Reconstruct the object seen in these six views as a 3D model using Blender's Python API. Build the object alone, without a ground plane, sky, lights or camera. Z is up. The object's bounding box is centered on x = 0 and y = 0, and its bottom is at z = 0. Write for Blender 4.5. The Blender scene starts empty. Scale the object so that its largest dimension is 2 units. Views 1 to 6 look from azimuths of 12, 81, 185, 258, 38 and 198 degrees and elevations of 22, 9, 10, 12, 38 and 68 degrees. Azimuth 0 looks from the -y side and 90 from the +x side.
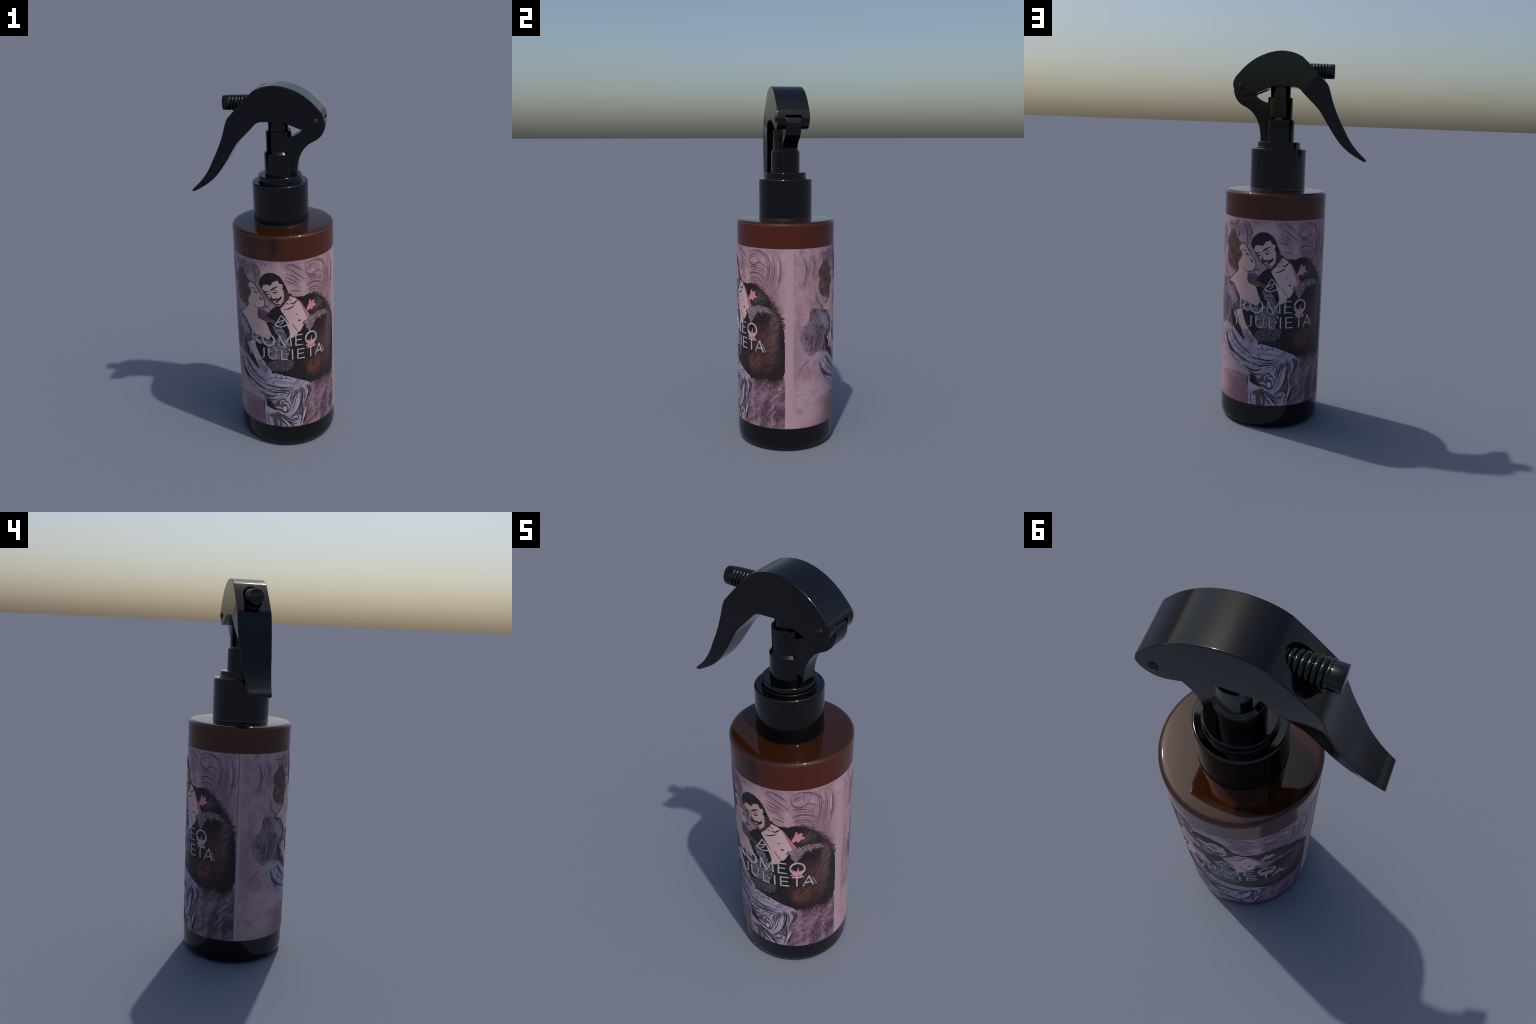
"""Amber spray bottle with a black trigger head and a two-panel illustrated label."""
import bpy, bmesh, math, random
from mathutils import Vector, Matrix

random.seed(7)
AX = 0.103            # bottle axis x
CX = 0.0965           # cap / pump axis x
RB = 0.2726           # bottle radius
RL = 0.2732           # label radius
LAYER = 0.00022       # height of one ink layer

# ---------------------------------------------------------------- helpers
def catmull(pts, n=6, closed=False, corners=()):
    """Smooth polyline through control points; indices in corners stay sharp."""
    P = [Vector(p) for p in pts]
    out = []
    m = len(P)
    segs = m if closed else m - 1
    for i in range(segs):
        p1, p2 = P[i], P[(i + 1) % m]
        p0 = P[i - 1] if (closed or i > 0) else p1 + (p1 - p2)
        p3 = P[(i + 2) % m] if (closed or i + 2 < m) else p2 + (p2 - p1)
        if i in corners:
            p0 = p1 + (p1 - p2)
        if (i + 1) % m in corners:
            p3 = p2 + (p2 - p1)
        for k in range(n):
            t = k / n
            d0, d1, d2 = ((p1 - p0).length ** .5, (p2 - p1).length ** .5, (p3 - p2).length ** .5)
            d1 = max(d1, 1e-5); d0 = max(d0, 1e-5); d2 = max(d2, 1e-5)
            m1 = ((p1 - p0) / d0 - (p2 - p0) / (d0 + d1) + (p2 - p1) / d1) * d1
            m2 = ((p2 - p1) / d1 - (p3 - p1) / (d1 + d2) + (p3 - p2) / d2) * d1
            a = 2 * t**3 - 3 * t**2 + 1; b = t**3 - 2 * t**2 + t
            c = -2 * t**3 + 3 * t**2; d = t**3 - t**2
            out.append(p1 * a + m1 * b + p2 * c + m2 * d)
    if not closed:
        out.append(P[-1].copy())
    return out

def resample(line, n):
    L = [0.0]
    for a, b in zip(line, line[1:]):
        L.append(L[-1] + (b - a).length)
    out, j = [], 0
    for k in range(n):
        d = L[-1] * k / (n - 1)
        while j < len(L) - 2 and L[j + 1] < d:
            j += 1
        t = (d - L[j]) / max(L[j + 1] - L[j], 1e-9)
        out.append(line[j].lerp(line[j + 1], min(max(t, 0), 1)))
    return out

def finish(bm, name, mat, parent=None, angle=35, loc=(0, 0, 0), smooth=True):
    bmesh.ops.recalc_face_normals(bm, faces=bm.faces)
    me = bpy.data.meshes.new(name)
    bm.to_mesh(me); bm.free()
    ob = bpy.data.objects.new(name, me)
    bpy.context.scene.collection.objects.link(ob)
    ob.location = loc
    if mat:
        me.materials.append(mat)
    if smooth:
        shade(me, angle)
    if parent:
        ob.parent = parent
    return ob

def shade(me, angle):
    for p in me.polygons:
        p.use_smooth = True
    me.set_sharp_from_angle(angle=math.radians(angle))

def lathe(profile, steps=128, bm=None):
    """Revolve (r, z) points round z. Points with r=0 close the shape."""
    bm = bm or bmesh.new()
    rings = []
    for r, z in profile:
        if r < 1e-6:
            rings.append([bm.verts.new((0, 0, z))])
        else:
            rings.append([bm.verts.new((r * math.cos(2 * math.pi * k / steps),
                                        r * math.sin(2 * math.pi * k / steps), z)) for k in range(steps)])
    for a, b in zip(rings, rings[1:]):
        for k in range(steps):
            q = (k + 1) % steps
            if len(a) == 1 and len(b) == 1:
                continue
            if len(a) == 1:
                bm.faces.new((a[0], b[k], b[q]))
            elif len(b) == 1:
                bm.faces.new((a[k], b[0], a[q]))
            else:
                bm.faces.new((a[k], b[k], b[q], a[q]))
    return bm

def arc(c, r, a0, a1, n=6):
    return [(c[0] + r * math.cos(math.radians(a0 + (a1 - a0) * k / n)),
             c[1] + r * math.sin(math.radians(a0 + (a1 - a0) * k / n))) for k in range(n + 1)]

def slab(upper, lower, half, r=0.006, nb=3, half_low=None):
    """Loft a thick profile in the xz plane: upper/lower lines of equal length, half width per station."""
    bm = bmesh.new()
    loops = []
    for i, (u, l) in enumerate(zip(upper, lower)):
        h, h2 = half(u), (half_low or half)(l)
        d = l - u
        t = d.length
        dn = d / t if t > 1e-9 else Vector((0, -1))
        rr = min(r, 0.3 * t)
        loop = []
        def put(y, s):
            p = u + dn * s
            loop.append(bm.verts.new((p.x, y, p.y)))
        for sgn, top in ((1, 1), (1, 0), (-1, 0), (-1, 1)):
            rng = range(nb + 1)
            for k in rng:
                a = (math.pi / 2) * k / nb
                if (sgn, top) == (1, 1):
                    put(h - rr + rr * math.sin(a), rr - rr * math.cos(a))
                elif (sgn, top) == (1, 0):
                    put(h2 - rr + rr * math.cos(a), t - rr + rr * math.sin(a))
                elif (sgn, top) == (-1, 0):
                    put(-(h2 - rr) - rr * math.sin(a), t - rr + rr * math.cos(a))
                else:
                    put(-(h - rr) - rr * math.cos(a), rr - rr * math.sin(a))
        loops.append(loop)
    n = len(loops[0])
    for a, b in zip(loops, loops[1:]):
        for k in range(n):
            q = (k + 1) % n
            try:
                bm.faces.new((a[k], a[q], b[q], b[k]))
            except ValueError:
                pass
    bm.faces.new(loops[0]); bm.faces.new(loops[-1])
    bmesh.ops.remove_doubles(bm, verts=bm.verts, dist=2e-5)
    return bm

def boolean_cut(ob, cutter):
    m = ob.modifiers.new('cut', 'BOOLEAN')
    m.operation = 'DIFFERENCE'; m.solver = 'EXACT'; m.object = cutter
    dg = bpy.context.evaluated_depsgraph_get()
    me = bpy.data.meshes.new_from_object(ob.evaluated_get(dg))
    ob.modifiers.clear()
    old = ob.data
    name = old.name
    ob.data = me
    bpy.data.meshes.remove(old)
    me.name = name
    bpy.data.objects.remove(cutter)

# ---------------------------------------------------------------- materials
def new_mat(name):
    m = bpy.data.materials.new(name)
    m.use_nodes = True
    nt = m.node_tree
    return m, nt, nt.nodes['Principled BSDF']

def plastic(name, col, rough=0.2, grain=0.25, coat=0.0, vary=0.12, ior=1.5):
    """Moulded plastic: faint tone drift and slight gloss wobble."""
    m, nt, b = new_mat(name)
    tc = nt.nodes.new('ShaderNodeTexCoord')
    no = nt.nodes.new('ShaderNodeTexNoise')
    no.inputs['Scale'].default_value = 9; no.inputs['Detail'].default_value = 5
    nt.links.new(tc.outputs['Object'], no.inputs['Vector'])
    mx = nt.nodes.new('ShaderNodeMix'); mx.data_type = 'RGBA'
    mx.inputs[6].default_value = (*[c * (1 - vary) for c in col], 1)
    mx.inputs[7].default_value = (*[c * (1 + vary) for c in col], 1)
    nt.links.new(no.outputs['Fac'], mx.inputs[0])
    nt.links.new(mx.outputs[2], b.inputs['Base Color'])
    mr = nt.nodes.new('ShaderNodeMapRange')
    mr.inputs['To Min'].default_value = rough * (1 - grain)
    mr.inputs['To Max'].default_value = rough * (1 + grain)
    nt.links.new(no.outputs['Fac'], mr.inputs['Value'])
    nt.links.new(mr.outputs[0], b.inputs['Roughness'])
    b.inputs['IOR'].default_value = ior
    b.inputs['Coat Weight'].default_value = coat
    b.inputs['Coat Roughness'].default_value = 0.05
    return m

def label_coords(nt):
    """Unrolled label coordinates: x = arc length from the panel's middle, y = height."""
    tc = nt.nodes.new('ShaderNodeTexCoord')
    sp = nt.nodes.new('ShaderNodeSeparateXYZ')
    nt.links.new(tc.outputs['Object'], sp.inputs[0])
    neg = nt.nodes.new('ShaderNodeMath'); neg.operation = 'MULTIPLY'; neg.inputs[1].default_value = -1
    nt.links.new(sp.outputs[1], neg.inputs[0])
    at = nt.nodes.new('ShaderNodeMath'); at.operation = 'ARCTAN2'
    nt.links.new(sp.outputs[0], at.inputs[0]); nt.links.new(neg.outputs[0], at.inputs[1])
    ml = nt.nodes.new('ShaderNodeMath'); ml.operation = 'MULTIPLY'; ml.inputs[1].default_value = RL
    nt.links.new(at.outputs[0], ml.inputs[0])
    cb = nt.nodes.new('ShaderNodeCombineXYZ')
    nt.links.new(ml.outputs[0], cb.inputs[0]); nt.links.new(sp.outputs[2], cb.inputs[1])
    return cb.outputs[0], ml.outputs[0], sp.outputs[2]

def rgb_mix(nt, fac, a, b):
    mx = nt.nodes.new('ShaderNodeMix'); mx.data_type = 'RGBA'
    if isinstance(fac, float):
        mx.inputs[0].default_value = fac
    else:
        nt.links.new(fac, mx.inputs[0])
    for sock, v in ((6, a), (7, b)):
        if isinstance(v, tuple):
            mx.inputs[sock].default_value = (*v, 1)
        else:
            nt.links.new(v, mx.inputs[sock])
    return mx.outputs[2]

def soft_spot(nt, vec, cu, cv, ru, rv, strength):
    """Soft elliptical wash mask."""
    mp = nt.nodes.new('ShaderNodeMapping')
    mp.inputs['Location'].default_value = (-cu / ru, -cv / rv, 0)
    mp.inputs['Scale'].default_value = (1 / ru, 1 / rv, 0)
    nt.links.new(vec, mp.inputs['Vector'])
    ln = nt.nodes.new('ShaderNodeVectorMath'); ln.operation = 'LENGTH'
    nt.links.new(mp.outputs[0], ln.inputs[0])
    mr = nt.nodes.new('ShaderNodeMapRange'); mr.interpolation_type = 'SMOOTHSTEP'
    mr.inputs['From Min'].default_value = 0.25; mr.inputs['From Max'].default_value = 1.1
    mr.inputs['To Min'].default_value = strength; mr.inputs['To Max'].default_value = 0
    nt.links.new(ln.outputs[1], mr.inputs['Value'])
    return mr.outputs[0]

def ink(name, c1, c2=None, scale=(40, 40), rot=0.0, spread=0.18, line=None, line_amt=0.0,
        line_scale=14, line_w=0.02, spots=(), warp=0.0, plain_edges=None, grain=0.12, rough=0.45, streaky=False):
    """Printed ink: two-tone streaky wash, optional pen contours, soft colour washes and paper grain."""
    m, nt, b = new_mat(name)
    vec, u, v = label_coords(nt)
    c2 = c2 or tuple(c * 0.8 for c in c1)
    src = vec
    if warp:
        wn = nt.nodes.new('ShaderNodeTexNoise'); wn.inputs['Scale'].default_value = 7
        wn.inputs['Detail'].default_value = 2
        nt.links.new(vec, wn.inputs['Vector'])
        sc = nt.nodes.new('ShaderNodeVectorMath'); sc.operation = 'SCALE'; sc.inputs['Scale'].default_value = warp
        nt.links.new(wn.outputs['Color'], sc.inputs[0])
        ad = nt.nodes.new('ShaderNodeVectorMath'); ad.operation = 'ADD'
        nt.links.new(vec, ad.inputs[0]); nt.links.new(sc.outputs[0], ad.inputs[1])
        src = ad.outputs[0]
    mp = nt.nodes.new('ShaderNodeMapping'); mp.vector_type = 'TEXTURE'
    mp.inputs['Rotation'].default_value = (0, 0, math.radians(rot))
    mp.inputs['Scale'].default_value = (1 / scale[0], 1 / scale[1], 1)
    nt.links.new(src, mp.inputs['Vector'])
    no = nt.nodes.new('ShaderNodeTexNoise'); no.inputs['Scale'].default_value = 1
    no.inputs['Detail'].default_value = 5; no.inputs['Roughness'].default_value = 0.62
    nt.links.new(mp.outputs[0], no.inputs['Vector'])
    mr = nt.nodes.new('ShaderNodeMapRange')
    mr.inputs['From Min'].default_value = 0.5 - spread; mr.inputs['From Max'].default_value = 0.5 + spread
    nt.links.new(no.outputs['Fac'], mr.inputs['Value'])
    col = rgb_mix(nt, mr.outputs[0], c1, c2)
    for (cu, cv, ru, rv, sc_, st) in spots:
        spot = soft_spot(nt, src, cu, cv, ru, rv, st)
        if streaky:
            sm = nt.nodes.new('ShaderNodeMath'); sm.operation = 'MULTIPLY'; sm.use_clamp = True
            sg = nt.nodes.new('ShaderNodeMapRange')
            sg.inputs['From Min'].default_value = 0.36; sg.inputs['From Max'].default_value = 0.60
            sg.inputs['To Min'].default_value = 0.15; sg.inputs['To Max'].default_value = 1.25
            nt.links.new(no.outputs['Fac'], sg.inputs['Value'])
            nt.links.new(spot, sm.inputs[0]); nt.links.new(sg.outputs[0], sm.inputs[1])
            spot = sm.outputs[0]
        col = rgb_mix(nt, spot, col, sc_)
    if line_amt:
        ln = nt.nodes.new('ShaderNodeTexNoise'); ln.inputs['Scale'].default_value = line_scale
        ln.inputs['Detail'].default_value = 1.5; ln.inputs['Distortion'].default_value = 0.6
        nt.links.new(src, ln.inputs['Vector'])
        # several iso-contours of the noise read as pen lines
        ml = nt.nodes.new('ShaderNodeMath'); ml.operation = 'MULTIPLY'; ml.inputs[1].default_value = 9
        nt.links.new(ln.outputs['Fac'], ml.inputs[0])
        pp = nt.nodes.new('ShaderNodeMath'); pp.operation = 'PINGPONG'; pp.inputs[1].default_value = 0.5
        nt.links.new(ml.outputs[0], pp.inputs[0])
        lt = nt.nodes.new('ShaderNodeMapRange')
        lt.inputs['From Min'].default_value = line_w; lt.inputs['From Max'].default_value = line_w * 3.5
        lt.inputs['To Min'].default_value = line_amt; lt.inputs['To Max'].default_value = 0
        nt.links.new(pp.outputs[0], lt.inputs['Value'])
        gate = nt.nodes.new('ShaderNodeMapRange')
        gate.inputs['From Min'].default_value = 0.42; gate.inputs['From Max'].default_value = 0.62
        nt.links.new(no.outputs['Fac'], gate.inputs['Value'])
        gm = nt.nodes.new('ShaderNodeMath'); gm.operation = 'MULTIPLY'
        nt.links.new(lt.outputs[0], gm.inputs[0]); nt.links.new(gate.outputs[0], gm.inputs[1])
        col = rgb_mix(nt, gm.outputs[0], col, line or tuple(c * 0.2 for c in c1))
    if plain_edges:
        lo, hi, pc = plain_edges
        a = nt.nodes.new('ShaderNodeMath'); a.operation = 'LESS_THAN'; a.inputs[1].default_value = lo
        nt.links.new(u, a.inputs[0])
        c = nt.nodes.new('ShaderNodeMath'); c.operation = 'GREATER_THAN'; c.inputs[1].default_value = hi
        nt.links.new(u, c.inputs[0])
        s = nt.nodes.new('ShaderNodeMath'); s.operation = 'MAXIMUM'
        nt.links.new(a.outputs[0], s.inputs[0]); nt.links.new(c.outputs[0], s.inputs[1])
        col = rgb_mix(nt, s.outputs[0], col, pc)
    if grain:
        gn = nt.nodes.new('ShaderNodeTexNoise'); gn.inputs['Scale'].default_value = 170
        gn.inputs['Detail'].default_value = 3
        nt.links.new(vec, gn.inputs['Vector'])
        hs = nt.nodes.new('ShaderNodeHueSaturation')
        gr = nt.nodes.new('ShaderNodeMapRange')
        gr.inputs['From Min'].default_value = 0.3; gr.inputs['From Max'].default_value = 0.7
        gr.inputs['To Min'].default_value = 1 - grain; gr.inputs['To Max'].default_value = 1 + grain
        nt.links.new(gn.outputs['Fac'], gr.inputs['Value'])
        nt.links.new(gr.outputs[0], hs.inputs['Value'])
        nt.links.new(col, hs.inputs['Color'])
        col = hs.outputs[0]
    nt.links.new(col, b.inputs['Base Color'])
    b.inputs['Roughness'].default_value = rough
    b.inputs['Specular IOR Level'].default_value = 0.32
    return m

BLACK = plastic('black_plastic', (0.0007, 0.0007, 0.0008), rough=0.09)
BASE = plastic('black_base', (0.0010, 0.0010, 0.0011), rough=0.12)
AMBER_TOP = plastic('amber_glass', (0.026, 0.0070, 0.0012), rough=0.04, vary=0.2)

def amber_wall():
    """Translucent-looking amber with a soft dark patch painted on the front and faint red streaks behind."""
    m = plastic('amber_plastic', (0.068, 0.0120, 0.0028), rough=0.10, vary=0.12)
    nt = m.node_tree; b = nt.nodes['Principled BSDF']
    vec, u, v = label_coords(nt)
    col = b.inputs['Base Color'].links[0].from_socket
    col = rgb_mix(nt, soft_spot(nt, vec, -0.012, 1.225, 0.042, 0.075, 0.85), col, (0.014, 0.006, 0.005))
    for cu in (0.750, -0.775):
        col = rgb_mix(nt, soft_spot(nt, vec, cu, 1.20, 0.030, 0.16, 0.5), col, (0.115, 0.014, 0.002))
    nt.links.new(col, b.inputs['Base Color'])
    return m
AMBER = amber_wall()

# ---------------------------------------------------------------- root
root = bpy.data.objects.new('spray_bottle', None)
bpy.context.scene.collection.objects.link(root)
root.location = (AX, 0, 0)
root['label'] = 'amber spray bottle with black trigger and illustrated pink label'
root['category'] = 'spray bottle'

def child(bm, name, mat, parent=root, angle=35, at=(0, 0, 0), kind=None):
    """Finish a mesh whose vertices are relative to `at` (world) and parent it."""
    ob = finish(bm, name, mat, None, angle)
    ob.parent = parent
    base = Vector((0, 0, 0))
    p = parent
    while p:
        base += p.location
        p = p.parent
    ob.location = Vector(at) - base
    if kind:
        ob['kind'] = kind
    return ob

def crisp(ob):
    """Keep the flats flat beside rounded edges."""
    m = ob.modifiers.new('flat_faces', 'WEIGHTED_NORMAL')
    m.keep_sharp = True; m.weight = 50
    return ob

# ---------------------------------------------------------------- bottle
foot = [(0, 0.012), (0.20, 0.010), (0.225, 0.0), (0.246, 0.0), (0.2545, 0.0035), (0.261, 0.0095),
        (0.2655, 0.017), (0.269, 0.027), (0.2710, 0.038), (RB, 0.052), (RB, 0.134), (RB, 0.40), (RB, 0.70)]
crisp(child(lathe(foot, 160), 'bottle_base', BASE, at=(AX, 0, 0)))
# amber wall up to the rounded rim, then the nearly flat glassy top plate
RIM = arc((RB - 0.018, 1.2585), 0.018, 0, 86, 10)
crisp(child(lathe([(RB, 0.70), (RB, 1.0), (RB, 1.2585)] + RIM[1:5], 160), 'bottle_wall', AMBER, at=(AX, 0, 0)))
child(lathe(RIM[4:] + [(0.240, 1.2775), (0.20, 1.2788), (0.15, 1.2799), (0.12, 1.2805), (0.0, 1.2805)], 160), 'bottle_shoulder', AMBER_TOP, at=(AX, 0, 0))

# ---------------------------------------------------------------- cap and collar
cap_prof = [(0.0, 1.2800), (0.1500, 1.2800), (0.1496, 1.2822), (0.1486, 1.2845), (0.1476, 1.2880), (0.1475, 1.40)] + \
           arc((0.1475 - 0.007, 1.4975 - 0.007), 0.007, 0, 90, 5) + [(0.10, 1.4975), (0, 1.4975)]
cap = crisp(child(lathe(cap_prof, 128), 'screw_cap', BLACK, at=(CX, 0, 0)))
col_prof = [(0.0, 1.490), (0.119, 1.490), (0.119, 1.5035), (0.1165, 1.5055), (0.1145, 1.5055)] + \
           arc((0.1145 - 0.004, 1.533 - 0.004), 0.004, 0, 90, 4) + [(0.08, 1.533), (0, 1.533)]
crisp(child(lathe(col_prof, 128), 'collar', BLACK, at=(CX, 0, 0)))

# ---------------------------------------------------------------- pump column
barrel = [(0, 1.525), (0.0795, 1.525), (0.0790, 1.642)] + arc((0.075, 1.6455), 0.004, 0, 45, 3) + \
         [(0.0690, 1.6585), (0.060, 1.6600), (0, 1.6600)]
crisp(child(lathe(barrel, 96), 'pump_barrel', BLACK, at=(CX, 0, 0)))
rod = [(0, 1.60), (0.0535, 1.60), (0.0535, 1.85), (0, 1.85)]
child(lathe(rod, 96), 'piston_rod', BLACK, at=(CX - 0.0005, 0, 0))

def shell(a0, a1, r0, r1, z0, z1, n=24):
    """Curved wall piece; angles in degrees from +x."""
    bm = bmesh.new()
    ch = 0.0022
    sec = [(r0, z0), (r1, z0), (r1, z1 - ch), (r1 - ch, z1), (r0, z1)]
    rows = []
    for k in range(n + 1):
        a = math.radians(a0 + (a1 - a0) * k / n)
        rows.append([bm.verts.new((r * math.cos(a), r * math.sin(a), z)) for r, z in sec])
    for a, b in zip(rows, rows[1:]):
        for k in range(len(sec)):
            q = (k + 1) % len(sec)
            bm.faces.new((a[k], a[q], b[q], b[k]))
    bm.faces.new(rows[0]); bm.faces.new(rows[-1])
    return bm

for a0, a1, r1, z1 in ((28, 115, 0.0690, 1.7640), (-115, -28, 0.0690, 1.7640), (146, 214, 0.0670, 1.7640), (-28, 28, 0.066, 1.7625)):
    crisp(child(shell(a0, a1, 0.0525, r1, 1.650, z1), 'sleeve_wall', BLACK, at=(CX, 0, 0)))

# ---------------------------------------------------------------- support arm
def V2(l):
    return [Vector(p) for p in l]

arm_out = [(0.318, 1.8340), (0.332, 1.828), (0.3405, 1.812), (0.342, 1.790), (0.335, 1.7625), (0.320, 1.738),
           (0.298, 1.7185), (0.265, 1.7015), (0.242, 1.683), (0.220, 1.6535), (0.2050, 1.620), (0.196, 1.579), (0.193, 1.527)]
arm_in = [(0.270, 1.8340), (0.255, 1.815), (0.242, 1.800), (0.2287, 1.7805), (0.216, 1.763), (0.191, 1.746), (0.169, 1.7365),
          (0.150, 1.735), (0.125, 1.72), (0.110, 1.68), (0.105, 1.62), (0.105, 1.58), (0.105, 1.527)]
up = resample(catmull(arm_out, 8), 60)
lo = resample(catmull(arm_in, 8), 60)
crisp(child(slab(up, lo, lambda p: 0.0415, r=0.0025, nb=2), 'support_arm', BLACK))

# ---------------------------------------------------------------- trigger head
top = [(0.3408, 1.822), (0.3388, 1.838), (0.3300, 1.8585), (0.3095, 1.8832), (0.2775, 1.9175), (0.2362, 1.9503),
       (0.1955, 1.9738), (0.1580, 1.9882), (0.122, 1.9967), (0.0865, 2.0), (0.0445, 1.9960), (0.0090, 1.9862), (-0.0195, 1.9725)]
slope = [(-0.0195, 1.9725), (-0.0585, 1.937), (-0.105, 1.8905), (-0.1555, 1.8375)]
lever = [(-0.1555, 1.8375), (-0.1640, 1.819), (-0.186, 1.7490), (-0.2115, 1.687), (-0.2445, 1.622), (-0.2735, 1.568),
         (-0.3055, 1.5225), (-0.342, 1.483), (-0.3685, 1.4595), (-0.3748, 1.4500)]
under_a = [(0.3408, 1.822), (0.3365, 1.8015), (0.3255, 1.785), (0.304, 1.769), (0.279, 1.764), (0.253, 1.769), (0.217, 1.7815),
           (0.175, 1.7990), (0.146, 1.8115), (0.122, 1.8188), (0.092, 1.8190), (0.050, 1.8187)]
under_b = [(0.050, 1.8187), (0.012, 1.8180), (-0.006, 1.8110), (-0.0325, 1.785), (-0.062, 1.7565)]
under_c = [(-0.062, 1.7565), (-0.0935, 1.7270), (-0.113, 1.7060), (-0.132, 1.6790), (-0.170, 1.6190), (-0.2085, 1.563), (-0.245, 1.5205),
           (-0.283, 1.4890), (-0.327, 1.4620), (-0.358, 1.4460), (-0.3685, 1.4425), (-0.3748, 1.4500)]
U = resample(catmull(top, 8), 60)[:-1] + resample(catmull(slope, 8), 18)[:-1] + resample(catmull(lever, 8), 56)
D = resample(catmull(under_a, 8), 60)[:-1] + resample(catmull(under_b, 8), 18)[:-1] + resample(catmull(under_c, 8), 56)

WIDTH = [(2.0, 0.0850), (1.80, 0.0850), (1.74, 0.0845), (1.635, 0.0765), (1.53, 0.0650), (1.45, 0.0530), (1.3, 0.050)]
INNER = [(2.0, 0.0850), (1.80, 0.0850), (1.745, 0.0795), (1.70, 0.0708), (1.62, 0.0630), (1.53, 0.0555), (1.46, 0.0510), (1.3, 0.050)]
def head_half(p, table=WIDTH):
    """Half width: constant over the head, tapering down the lever."""
    if p.x > -0.03:
        return 0.0850 + 0.0012 * min(max((p.x - 0.05) / 0.2, 0), 1)
    for (z0, w0), (z1, w1) in zip(table, table[1:]):
        if z1 <= p.y <= z0:
            return w0 + (w1 - w0) * (z0 - p.y) / (z0 - z1)
    return 0.085
head = child(slab(U, D, head_half, r=0.0050, nb=3, half_low=lambda p: head_half(p, INNER)), 'trigger_head', BLACK, angle=28)

def box(x0, x1, y0, y1, z0, z1):
    bm = bmesh.new()
    bmesh.ops.create_cube(bm, size=1, matrix=Matrix.Translation(((x0 + x1) / 2, (y0 + y1) / 2, (z0 + z1) / 2)) @
                          Matrix.Diagonal((x1 - x0, y1 - y0, z1 - z0, 1)))
    return bm

def stadium(x0, x1, half, z0, z1, n=20):
    bm = bmesh.new()
    pts = [(half * math.cos(math.pi * k / n), z1 - half + half * math.sin(math.pi * k / n)) for k in range(n + 1)]
    pts += [(-half * math.cos(math.pi * k / n), z0 + half - half * math.sin(math.pi * k / n)) for k in range(n + 1)]
    a = [bm.verts.new((x0, y, z)) for y, z in pts]; b = [bm.verts.new((x1, y, z)) for y, z in pts]
    for k in range(len(pts)):
        q = (k + 1) % len(pts)
        bm.faces.new((a[k], a[q], b[q], b[k]))
    bm.faces.new(a); bm.faces.new(b)
    return bm

slot = finish(box(0.165, 0.40, -0.0425, 0.0425, 1.70, 1.8385), 'slot_cutter', None, smooth=False)
boolean_cut(head, slot)
hole = finish(stadium(-0.30, 0.03, 0.0455, 1.846, 1.960), 'hole_cutter', None, smooth=False)
boolean_cut(head, hole)
shade(head.data, 28)
crisp(head)

# pivot pins on both sides of the head
for s in (1, -1):
    bm = lathe([(0, -0.004), (0.0185, -0.004), (0.0190, 0.0015), (0.0168, 0.0050), (0.0125, 0.0078), (0.007, 0.0102), (0.0035, 0.0108), (0, 0.0110)], 40)
    bmesh.ops.rotate(bm, verts=bm.verts, cent=(0, 0, 0), matrix=Matrix.Rotation(-s * math.pi / 2, 3, 'X'))
    child(bm, 'pivot_pin', BLACK, parent=head, at=(0.2935, s * 0.0845, 1.816))

# ---------------------------------------------------------------- nozzle
def turned(profile, steps=64, wobble=None):
    bm = bmesh.new()
    rings = []
    for x, r in profile:
        rings.append([bm.verts.new((x, (r + (wobble(x, 2 * math.pi * k / steps) if wobble else 0)) * math.cos(2 * math.pi * k / steps),
                                    (r + (wobble(x, 2 * math.pi * k / steps) if wobble else 0)) * math.sin(2 * math.pi * k / steps)))
                      for k in range(steps)])
    for a, b in zip(rings, rings[1:]):
        for k in range(steps):
            q = (k + 1) % steps
            bm.faces.new((a[k], a[q], b[q], b[k]))
    bm.faces.new(rings[0]); bm.faces.new(rings[-1])
    return bm

NZ = (0, 0, 1.9065)
child(turned([(-0.1868, 0.0365), (-0.1860, 0.0378), (-0.1845, 0.0383), (-0.1485, 0.0383), (-0.1468, 0.0375), (-0.1462, 0.034)]),
      'nozzle_tip', BLACK, at=NZ)
PITCH = 0.0163
thread = [(-0.148 + 0.177 * k / 340, 0.0335) for k in range(341)]
child(turned(thread, 72, lambda x, a: 0.0070 * math.sqrt(max(0.0, 1 - 0.97 * (((x + 0.1247) / PITCH + a / (2 * math.pi) + 0.5) % 1.0 * 2 - 1) ** 2))), 'nozzle_thread', BLACK, angle=80, at=NZ)

# ================================================================= label
PANEL_L, PANEL_R = -96.0, 84.0       # degrees, one printed panel is half the circumference
U_L, U_R = math.radians(PANEL_L) * RL, math.radians(PANEL_R) * RL
Z0, Z1 = 0.1345, 1.1390

def wrap(u, v, r):
    a = u / RL
    return (r * math.sin(a), -r * math.cos(a), v)

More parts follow.
